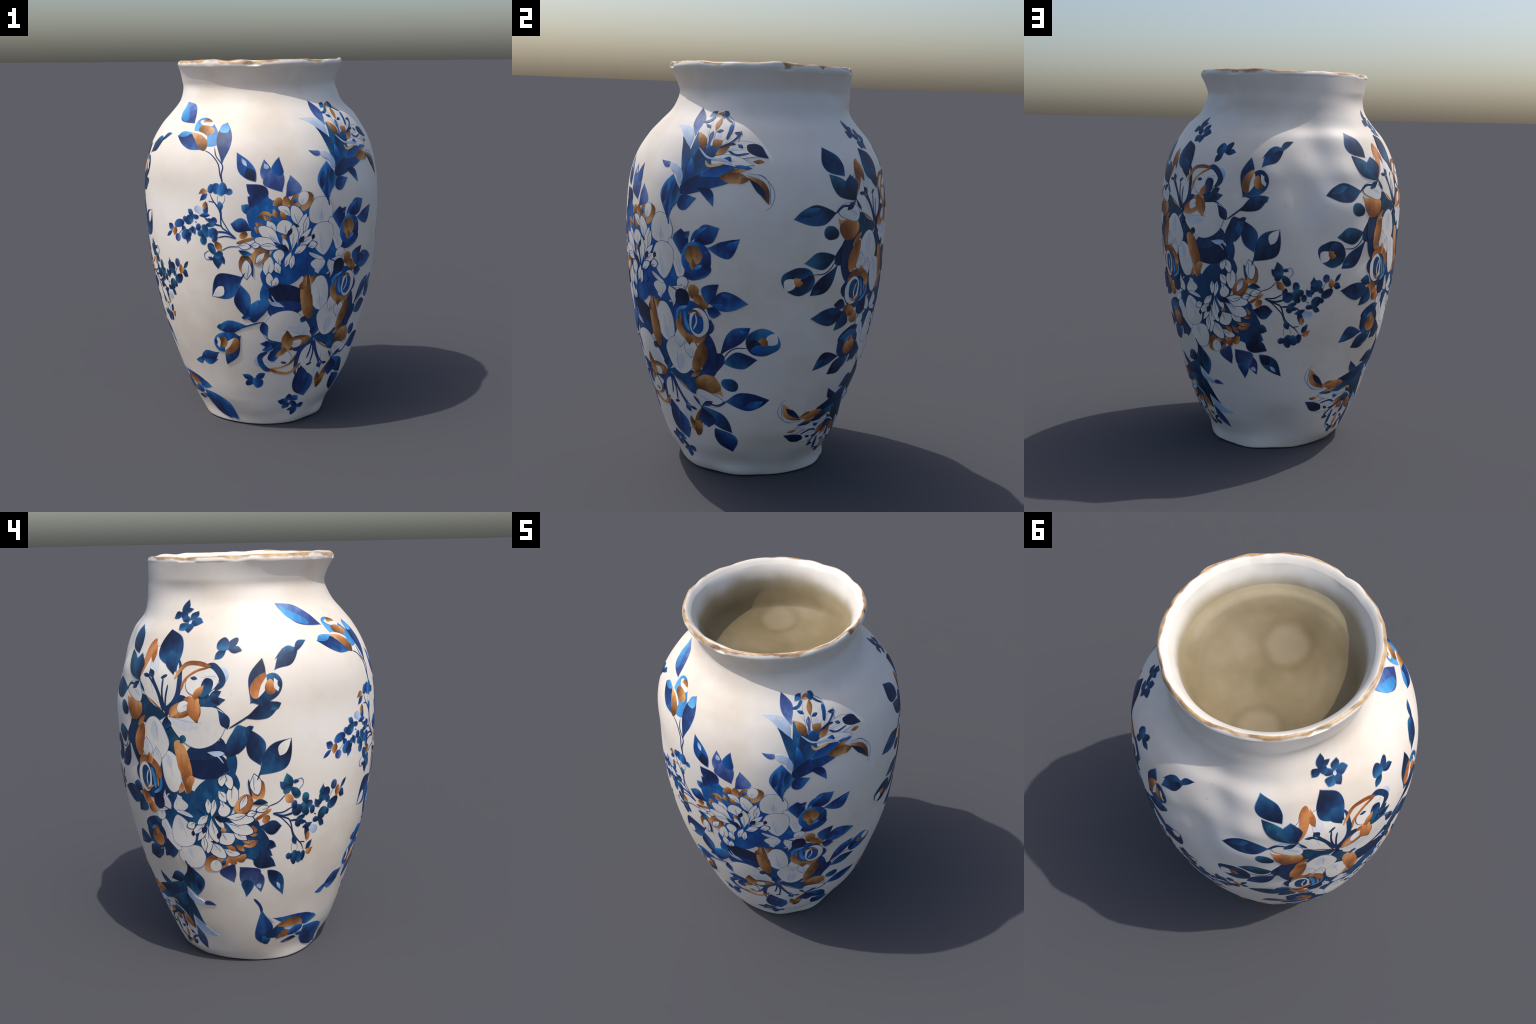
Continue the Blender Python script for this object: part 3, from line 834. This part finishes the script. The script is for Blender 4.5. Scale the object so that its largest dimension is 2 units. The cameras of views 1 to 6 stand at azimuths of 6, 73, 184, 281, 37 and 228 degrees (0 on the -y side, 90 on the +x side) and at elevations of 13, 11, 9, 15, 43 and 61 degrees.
    b.leaf("ochre", (18, 51.5), (18.5, 56.8), width=3.1, bend=-0, belly=0.46)
    b.leaf("sky", (18.3, 51.7), (22.9, 54.3), width=1.9, bend=-0.1, belly=0.56)

    b.motif("lily_petal")
    b.blob("white", (18.7, 103.3), (8.6, 119.1), width=6.9, bend=-1.2, belly=0.55)
    b.blob("white", (19.5, 103.3), (16.4, 124.4), width=10.3, bend=-2.4, belly=0.59)
    b.leaf("white", (21.8, 103.5), (29, 116), width=7, bend=-1.1, belly=0.5)
    b.leaf("white", (23, 102.4), (45.8, 103.6), width=8.9, bend=3.5, belly=0.41)
    b.leaf("white", (18.4, 100.9), (41.1, 99.6), width=5.7, bend=0.6, belly=0.45)
    b.leaf("white", (35.2, 93), (51.6, 82.5), width=4, bend=5.7, belly=0.42)

    b.motif("lily")
    b.leaf("teal", (9.8, 86.3), (2.5, 111.3), width=4.8, bend=-3.6, belly=0.52)
    b.leaf("teal", (11.3, 86.8), (9.5, 114.7), width=7.3, bend=-3.1, belly=0.49)
    b.blob("teal", (12, 89.5), (15.7, 107.2), width=9.7, bend=-3.4, belly=0.47)
    b.leaf("cobalt", (12.7, 90.3), (11.7, 101.6), width=3.7, bend=-0.5, belly=0.48)
    b.leaf("violet", (8.9, 112.3), (4.1, 127.5), width=5.2, bend=-0.5, belly=0.54)
    b.leaf("pale", (8.6, 106.6), (-4.7, 117.2), width=5.4, bend=-3, belly=0.42)
    b.stem("pale", 3.23, (9.2, 89.6), (7.1, 94.7), (1.4, 97.8))
    b.leaf("violet", (1.5, 97.6), (-4.5, 99.1), width=2.5, bend=0.7, belly=0.33)
    b.leaf("cobalt", (3.8, 73), (4.5, 93), width=10.4, bend=0.3, belly=0.58)
    b.leaf("navy", (0.4, 79.4), (2.3, 90.1), width=3.4, bend=-0.2, belly=0.45)
    b.leaf("navy", (4.1, 73.1), (5, 90), width=3.4, bend=-0, belly=0.4)
    b.leaf("teal", (5.3, 77), (7.2, 89.4), width=4.6, bend=-1.5, belly=0.6)
    b.leaf("navy", (9.5, 79.6), (18.2, 83.5), width=6.7, bend=0.5, belly=0.32)
    b.blob("navy", (9.6, 86.3), (32.9, 93), width=7.2, bend=1.4, belly=0.41)
    b.leaf("navy", (17.7, 88.1), (26.6, 80.8), width=4, bend=2.1, belly=0.51)
    b.leaf("cobalt", (17.8, 93.1), (33.8, 98.3), width=5.3, bend=0.5, belly=0.54)
    b.leaf("cobalt", (32.9, 99), (40.7, 98.2), width=2.1, bend=-0.4, belly=0.47)
    b.leaf("ochre", (27.1, 93.6), (40.5, 93.6), width=5.4, bend=0.2, belly=0.45)
    b.leaf("ochre", (31.1, 96), (38.8, 97.4), width=1.9, bend=0.1, belly=0.48)
    b.leaf("ochre", (35.5, 91.5), (41.2, 93.5), width=2.7, bend=0.2, belly=0.45)
    b.stem("line", 0.24, (39.5, 95.9), (45.9, 94.9), (51.1, 90.8), (53.2, 86.5), (52.4, 81.8), (50.3, 80.3))
    b.leaf("ochre", (39.2, 95.2), (51.2, 82.7), width=4.5, bend=1.9, belly=0.57)
    b.leaf("ink", (40, 94), (49.7, 85.3), width=2.5, bend=0.4, belly=0.59)
    b.leaf("ink", (34.9, 109), (46.2, 103), width=4.7, bend=0.1, belly=0.39)
    b.leaf("ochre", (40.2, 101.2), (45.5, 101.1), width=2, bend=0.1, belly=0.5)
    b.leaf("teal", (17.5, 102.8), (23.6, 109), width=6.3, bend=-0.6, belly=0.4)
    b.leaf("ochre", (16.2, 105.7), (10.2, 114.5), width=3.9, bend=-0.5, belly=0.43)
    b.leaf("ochre", (20.3, 107.1), (23.3, 110.6), width=4.9, bend=0.5, belly=0.45)
    b.leaf("ochre", (18, 115.1), (17.1, 123.5), width=2.7, bend=0.2, belly=0.53)
    b.leaf("ochre", (22.7, 103.4), (27.6, 108.6), width=3.4, bend=-0.2, belly=0.44)
    b.leaf("teal", (10.6, 123.4), (13.1, 126.2), width=3, bend=-0.1, belly=0.51)
    b.leaf("ochre", (13, 124), (18, 125.2), width=2.9, bend=-0.1, belly=0.55)
    b.leaf("teal", (18.3, 122.4), (18, 126.4), width=3.6, bend=0.6, belly=0.52)
    b.stem("teal", 0.93, (16.2, 126.3), (17.8, 126), (19.2, 123), (23.5, 120.2))
    b.stem("teal", 1.48, (9.2, 119.9), (12, 120.8), (13.5, 123.5))
    b.stem("cobalt", 1.59, (23.3, 119.9), (24.4, 115.8), (25.1, 111))
    b.stem("violet", 1.02, (17.3, 106), (17.5, 112.4), (16.7, 115.4))
    b.stem("violet", 0.55, (18.4, 107.3), (16.3, 112.4), (16.4, 114.7))
    b.stem("navy", 1.02, (23.6, 107.1), (27.2, 109.6), (29.1, 112.8), (28.4, 115.1))
    b.leaf("navy", (11.4, 118.8), (15, 116.8), width=1.6, bend=0.1, belly=0.52)
    b.leaf("navy", (18.3, 114.9), (21.4, 116), width=2.2, bend=0.1, belly=0.54)
    b.leaf("navy", (26.7, 115.2), (30.1, 114.7), width=1.8, bend=-0.2, belly=0.51)
    b.leaf("navy", (30.6, 109), (33.8, 107.1), width=1.6, bend=0.2, belly=0.47)
    b.stem("ink", 1.13, (23.3, 106.8), (26.4, 108.7), (29.8, 109.1))
    b.stem("navy", 1.00, (27.8, 105.7), (32, 103.9), (37.4, 104.9))
    b.leaf("cobalt", (26.5, 101.8), (31, 100.7), width=2.5, bend=0.6, belly=0.57)
    b.stem("gold", 1.24, (18.8, 100.5), (21.4, 98.2), (28.1, 99.7))
    b.stem("pale", 0.85, (13.7, 106.4), (19.6, 102), (26.8, 101.5), (32, 99.3))
    b.stem("navy", 0.82, (4.3, 74.2), (5.1, 70.6))

    b.motif("spray")
    b.stem("navy", 0.77, (-57.9, 77.6), (-56.4, 74.2), (-54.5, 72), (-52.3, 68), (-51.7, 61.5), (-49, 59.1), (-44, 55.7))
    b.stem("navy", 0.61, (-52.4, 71.8), (-51.8, 68.6), (-51.4, 65.1), (-49, 61), (-47, 58.2), (-44, 55.7))
    b.stem("navy", 0.85, (-61.6, 65.7), (-57.4, 62.8), (-51.4, 61.5))
    b.stem("navy", 0.92, (-54.9, 58.4), (-49, 58.2), (-44, 55.7))
    b.stem("navy", 0.59, (-53.8, 55.5), (-49, 56.4), (-44, 55.3))
    b.stem("line", 0.31, (-53.3, 76.9), (-53.8, 74.3), (-52.9, 72.4))
    b.stem("line", 0.31, (-49.8, 77), (-49.9, 74.5), (-51.4, 72.2))
    b.leaf("teal", (-52.3, 68), (-52.7, 73.7), width=3.1, bend=-0.1, belly=0.64)
    b.stem("navy", 0.53, (-59, 73.7), (-55.6, 73.2))
    b.stem("navy", 0.39, (-51.6, 48.8), (-47.7, 50.9), (-42.9, 51.3))
    b.blob("navy", (-58.2, 77.9), (-55.9, 82.2), width=3, bend=-0.1, belly=0.47)
    b.blob("cobalt", (-56.1, 80.1), (-51.4, 80), width=5.3, bend=0.1, belly=0.48)
    b.leaf("cobalt", (-53.2, 77.5), (-49.8, 77.7), width=2.2, bend=0.2, belly=0.46)
    b.blob("navy", (-52.3, 80.1), (-48.2, 79.9), width=5.8, bend=0.5, belly=0.48)
    b.blob("navy", (-49.7, 78.9), (-45.6, 79.2), width=3, bend=-0.1, belly=0.58)
    b.leaf("ochre", (-64.9, 76.7), (-59, 78.8), width=2.9, bend=0.6, belly=0.61)
    b.leaf("navy", (-63.9, 73.6), (-59.4, 77.2), width=2.5, bend=0.2, belly=0.54)
    b.blob("pale", (-62, 67), (-67.7, 69.8), width=4, bend=-0.3, belly=0.57)
    b.leaf("navy", (-60.4, 66.1), (-59.6, 72.7), width=3, bend=0.7, belly=0.43)
    b.leaf("ochre", (-61.8, 69.1), (-60.3, 73.6), width=2.7, bend=0.2, belly=0.47)
    b.leaf("teal", (-68.1, 65.5), (-72, 68.4), width=2.8, bend=-0.1, belly=0.58)
    b.blob("navy", (-68.9, 65.4), (-64.9, 65), width=2.3, bend=-0.1, belly=0.54)
    b.blob("navy", (-72.4, 62.1), (-75.5, 64), width=2.8, bend=-0.2, belly=0.5)
    b.blob("teal", (-73.7, 61.6), (-68.5, 65.1), width=4.1, bend=0.1, belly=0.52)
    b.leaf("navy", (-64.3, 65.8), (-58.2, 66.6), width=2.3, bend=0.3, belly=0.52)
    b.leaf("teal", (-72.8, 61), (-68.4, 62.8), width=2.3, bend=0.2, belly=0.47)
    b.blob("navy", (-81.9, 59.3), (-74.7, 61.5), width=4, bend=0.3, belly=0.51)
    b.leaf("navy", (-82.6, 57.1), (-86.8, 59.5), width=3.5, bend=0.3, belly=0.49)
    b.leaf("ochre", (-82.1, 53.6), (-80.8, 58.7), width=3.9, bend=0.4, belly=0.52)
    b.leaf("navy", (-88.3, 52.7), (-84, 55.9), width=1.9, bend=-0, belly=0.48)
    b.blob("violet", (-79.2, 51.1), (-79.2, 55), width=3.8, bend=0, belly=0.52)
    b.stem("line", 0.37, (-78.7, 54.9), (-77, 56.5), (-75.8, 58))
    b.leaf("navy", (-73.2, 56.3), (-76.1, 59.8), width=2.8, bend=0.1, belly=0.54)
    b.blob("navy", (-76.2, 54.2), (-69.6, 56.7), width=5, bend=0, belly=0.49)
    b.leaf("navy", (-72.3, 50.5), (-71.6, 55.5), width=4.1, bend=-0.1, belly=0.66)
    b.blob("teal", (-71.4, 57.2), (-66.7, 59), width=2.6, bend=-0, belly=0.51)
    b.leaf("navy", (-67.1, 56), (-69.2, 60.1), width=2.7, bend=-0.3, belly=0.51)
    b.blob("navy", (-65.2, 58.2), (-64.6, 61.7), width=2.9, bend=0, belly=0.52)
    b.blob("teal", (-65.2, 57.2), (-61.1, 55.9), width=3.5, bend=0.4, belly=0.5)
    b.blob("teal", (-61.9, 51.2), (-61.3, 55.9), width=3.5, bend=0.2, belly=0.46)
    b.blob("teal", (-59.6, 55.4), (-61.9, 61.5), width=3.8, bend=-0.2, belly=0.52)
    b.leaf("navy", (-67.1, 62.9), (-65.9, 62.1), width=0.53, bend=0, belly=0.5)
    b.blob("navy", (-58.1, 62.4), (-54.5, 64.9), width=3.2, bend=-0, belly=0.65)
    b.blob("teal", (-60.3, 61.3), (-55.6, 61.9), width=2, bend=0.2, belly=0.51)
    b.leaf("navy", (-60.4, 64.2), (-56.7, 64.5), width=1.6, bend=-0.2, belly=0.5)
    b.blob("navy", (-59.2, 56.7), (-53.8, 58.5), width=4.9, bend=0.1, belly=0.55)
    b.blob("navy", (-56, 53), (-55, 57.1), width=2.9, bend=-0.2, belly=0.51)
    b.leaf("ochre", (-55.4, 53.6), (-51.8, 48.5), width=3.7, bend=0.2, belly=0.52)
    b.blob("teal", (-57.1, 47.9), (-58.2, 52.2), width=3.6, bend=-0.3, belly=0.53)
    b.leaf("teal", (-54.6, 45.7), (-58.2, 51.5), width=3.5, bend=0.1, belly=0.59)
    b.leaf("teal", (-53.5, 48.5), (-53.4, 39.2), width=4.8, bend=-0.4, belly=0.51)
    b.leaf("navy", (-52.8, 46.9), (-50, 42), width=3, bend=-0.2, belly=0.48)
    b.blob("teal", (-55, 45), (-51.4, 48), width=3.5, bend=-0.1, belly=0.48)
    b.stem("line", 0.31, (-56.6, 43.7), (-60.5, 43.8), (-61.2, 46.5), (-58.9, 48.4))
    b.leaf("navy", (-56, 43.9), (-59, 44.8), width=1.6, bend=0.1, belly=0.49)


def draw_low_sprig(b):
    b.motif("low_sprig")
    b.stem("navy", 1.14, (-99.4, -17), (-94.8, -20.7), (-92.1, -23.6), (-89.9, -26.6))
    b.leaf("navy", (-91.8, -23.7), (-71.7, -48.6), width=7, bend=-1.1, belly=0.56)
    b.leaf("teal", (-79.2, -42.3), (-71, -48.5), width=2.9, bend=0.4, belly=0.49)
    b.blob("teal", (-77.3, -38.8), (-61.2, -40.8), width=12.2, bend=1.6, belly=0.38)
    b.leaf("navy", (-82.1, -30.2), (-52.9, -35.9), width=6.7, bend=-0.6, belly=0.56)
    b.leaf("cobalt", (-63.2, -35), (-52.9, -35.9), width=5.7, bend=-0.5, belly=0.48)
    b.blob("ochre", (-75.8, -34.7), (-61.4, -38.3), width=5.7, bend=1.5, belly=0.37)
    b.blob("ochre", (-70.6, -43.2), (-62.3, -41.6), width=7.1, bend=1.3, belly=0.4)
    b.leaf("pale", (-71.4, -38.1), (-62.2, -39.6), width=2.1, bend=0.1, belly=0.48)
    b.leaf("navy", (-64, -48.1), (-56.5, -47.4), width=4.1, bend=0.3, belly=0.45)
    b.leaf("ochre", (-61.9, -48.5), (-58.5, -47.8), width=2.2, bend=-0.3, belly=0.55)
    b.leaf("cobalt", (-59.9, -44), (-50.5, -45.7), width=3, bend=-0.1, belly=0.5)
    b.leaf("cobalt", (-58.3, -40), (-31, -58.6), width=10.9, bend=0.9, belly=0.47)
    b.leaf("navy", (-58.3, -40), (-34.8, -58.4), width=5.2, bend=-1, belly=0.54)
    b.blob("cobalt", (-66.4, -39.5), (-59.1, -41.8), width=6.4, bend=-0.3, belly=0.46)
    b.stem("pale", 0.45, (-85.1, -29), (-82.3, -31.3), (-79.8, -33.3))

bouquet_design = Bouquet()
draw_bouquet(bouquet_design)
bouquet_design.stack()
sprig_design = Bouquet()
draw_low_sprig(sprig_design)
sprig_design.stack()

# meridian arc length, to go between heights and centimetres along the wall
Z = np.linspace(0, 2, 801)
ARC = np.concatenate([[0], np.cumsum(np.hypot(np.diff(mean_radius(Z)), np.diff(Z)))]) * 100


def lay(heart_azimuth, heart_height, sign, warp=None):
    """Map from flat bouquet centimetres to (azimuth, height) on the wall."""
    s0 = np.interp(heart_height, Z, ARC)
    def go(xy):
        q = warp(xy) if warp else xy
        z = np.interp(s0 + sign * q[..., 1], ARC, Z)
        a = math.radians(heart_azimuth) + sign * q[..., 0] / 100 / mean_radius(z)
        return a, z
    return go


def stretch(pairs, stiffness):
    """Thin-plate warp: the transfer was eased to fit the curve, so landmarks shifted."""
    src, dst = np.array(pairs, float)[:, :2], np.array(pairs, float)[:, 2:]
    U = lambda d: np.where(d > 0, d * d * np.log(np.maximum(d, 1e-9)), 0)
    n = len(src)
    A = np.zeros((n + 3, n + 3))
    A[:n, :n] = U(np.linalg.norm(src[:, None] - src[None], axis=-1)) + stiffness * np.eye(n)
    A[:n, n:] = np.c_[np.ones(n), src]
    A[n:, :n] = A[:n, n:].T
    w = np.linalg.solve(A, np.vstack([dst, np.zeros((3, 2))]))
    def go(xy):
        d = np.linalg.norm(xy[..., None, :] - src, axis=-1)
        return U(d) @ w[:n] + w[n] + xy @ w[n + 1:]
    return go


COAT, FIRST = .00009, .0003


def paint(design, where, parent, palette, skip=()):
    few = {}
    for name, colour, group, xy, level in design.pieces:
        if group in skip:
            continue
        a, z = where(xy)
        lift = FIRST + COAT * level
        ok = (z > .012) & (z < 1.93)
        if not ok.all():
            z = np.clip(z, .012, 1.93)
        top = on_wall(a, z, lift)
        r, c = top.shape[:2]
        idx = np.arange(r * c).reshape(r, c)
        ring = np.concatenate([idx[0, :-1], idx[:-1, -1], idx[-1, :0:-1], idx[:0:-1, 0]])
        # orientation: outward faces
        A, B = top[r // 2, c // 2] - top[r // 2 - 1, c // 2], top[r // 2, c // 2] - top[r // 2, c // 2 - 1]
        out = top[r // 2, c // 2] * (1, 1, 0)
        flip = np.dot(np.cross(A, B), out) < 0
        quads = np.stack([idx[:-1, :-1], idx[1:, :-1], idx[1:, 1:], idx[:-1, 1:]], -1).reshape(-1, 4)
        skirt_low = on_wall(a.ravel()[ring], z.ravel()[ring], -.001)
        n = r * c
        m = len(ring)
        verts = np.vstack([top.reshape(-1, 3), top.reshape(-1, 3)[ring], skirt_low])
        k = np.arange(m)
        sk = np.stack([n + k, n + (k + 1) % m, n + m + (k + 1) % m, n + m + k], -1)
        if flip:
            quads = quads[:, ::-1]
        else:
            sk = sk[:, ::-1]
        faces = np.vstack([quads, sk]).tolist()
        if name in ("outline", "foliage", "stem", "petal_shade", "brush_edge"):
            few.setdefault((name, colour), []).append((verts, faces))
        else:
            make_object(name, verts, faces, palette[colour], parent)
    for (name, colour), parts in few.items():
        vs, fs, n = [], [], 0
        for v, f in parts:
            vs.append(v)
            fs += [[i + n for i in q] for q in f]
            n += len(v)
        ob = make_object(name, np.vstack(vs), fs, palette[colour + "_wash"], parent)
        ob["kind"] = "stuff"


# landmarks of the two head-down copies: flat x, y -> x, y as laid (centimetres)
SIDE_COPY = [
    (0.0, 0.0, -0.0, -0.0),   # hub
    (-64.3, -19.9, -52.4, -39.5),   # leaftip
    (-5.1, -42.7, -0.9, -41.4),   # fmn
    (-28.0, -26.0, -21.7, -32.8),   # bfly
    (-52.4, 6.2, -50.6, -10.1),   # rsl
    (-56.1, 24.2, -56.7, 5.2),   # ll
    (-88.1, 53.6, -87.6, 28.1),   # spt
    (18.4, 57.5, 11.3, 56.1),   # rosette
    (51.2, 83.1, 39.5, 83.8),   # lilytip
    (56.3, 20.3, 54.4, 21.3),   # ring
    (47.5, -11.1, 50.9, -7.0),   # leafR
    (24.8, -42.8, 29.5, -38.4),   # leafB
    (18.8, 27.2, 15.0, 28.1),   # rose
    (-54.3, 41.0, -55.5, 21.8),   # spf
    (-41.0, 97.9, -48.2, 81.7),   # upleaf
    (42.7, 37.6, 37.9, 38.7),   # leafR2
    (39.5, 66.6, 30.3, 65.2),   # rosleaf
    (-24.9, 13.4, -26.7, 4.5),   # mag2
]
BACK_COPY = [
    (0.0, 0.0, -0.0, -0.0),   # hub
    (-64.3, -19.9, -59.2, -33.5),   # leaftip
    (-5.1, -42.7, -3.9, -43.1),   # fmn
    (-28.0, -26.0, -26.0, -30.6),   # bfly
    (-52.4, 6.2, -52.9, -5.7),   # rsl
    (-56.1, 24.2, -58.0, 10.2),   # ll
    (-88.1, 53.6, -89.0, 33.5),   # spt
    (18.4, 57.5, 12.3, 60.1),   # rosette
    (51.2, 83.1, 43.6, 82.7),   # lilytip
    (56.3, 20.3, 52.4, 20.6),   # ring
    (47.5, -11.1, 49.0, -8.3),   # leafR
    (24.8, -42.8, 26.6, -40.0),   # leafB
    (18.8, 27.2, 13.3, 30.5),   # rose
    (-54.3, 41.0, -55.2, 27.1),   # spf
    (-41.0, 97.9, -49.2, 86.4),   # upleaf
    (-55.2, 110.4, -45.2, 111.9),   # bud
    (42.7, 37.6, 38.4, 39.1),   # leafR2
    (39.5, 66.6, 31.6, 68.5),   # rosleaf
    (-19.6, 56.4, -23.6, 52.6),   # pc
    (0.6, 33.4, -1.6, 33.9),   # mag1
    (-24.9, 13.4, -27.3, 7.5),   # mag2
]
front = empty("bouquet", vase)
paint(bouquet_design, lay(32.7, 0.571, 1), front, FRONT)
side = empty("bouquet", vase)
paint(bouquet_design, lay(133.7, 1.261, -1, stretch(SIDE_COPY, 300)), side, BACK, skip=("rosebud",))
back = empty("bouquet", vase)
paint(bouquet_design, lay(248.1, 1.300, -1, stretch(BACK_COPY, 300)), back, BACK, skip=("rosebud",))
paint(sprig_design, lay(32.7, 0.571, 1), back, FRONT)
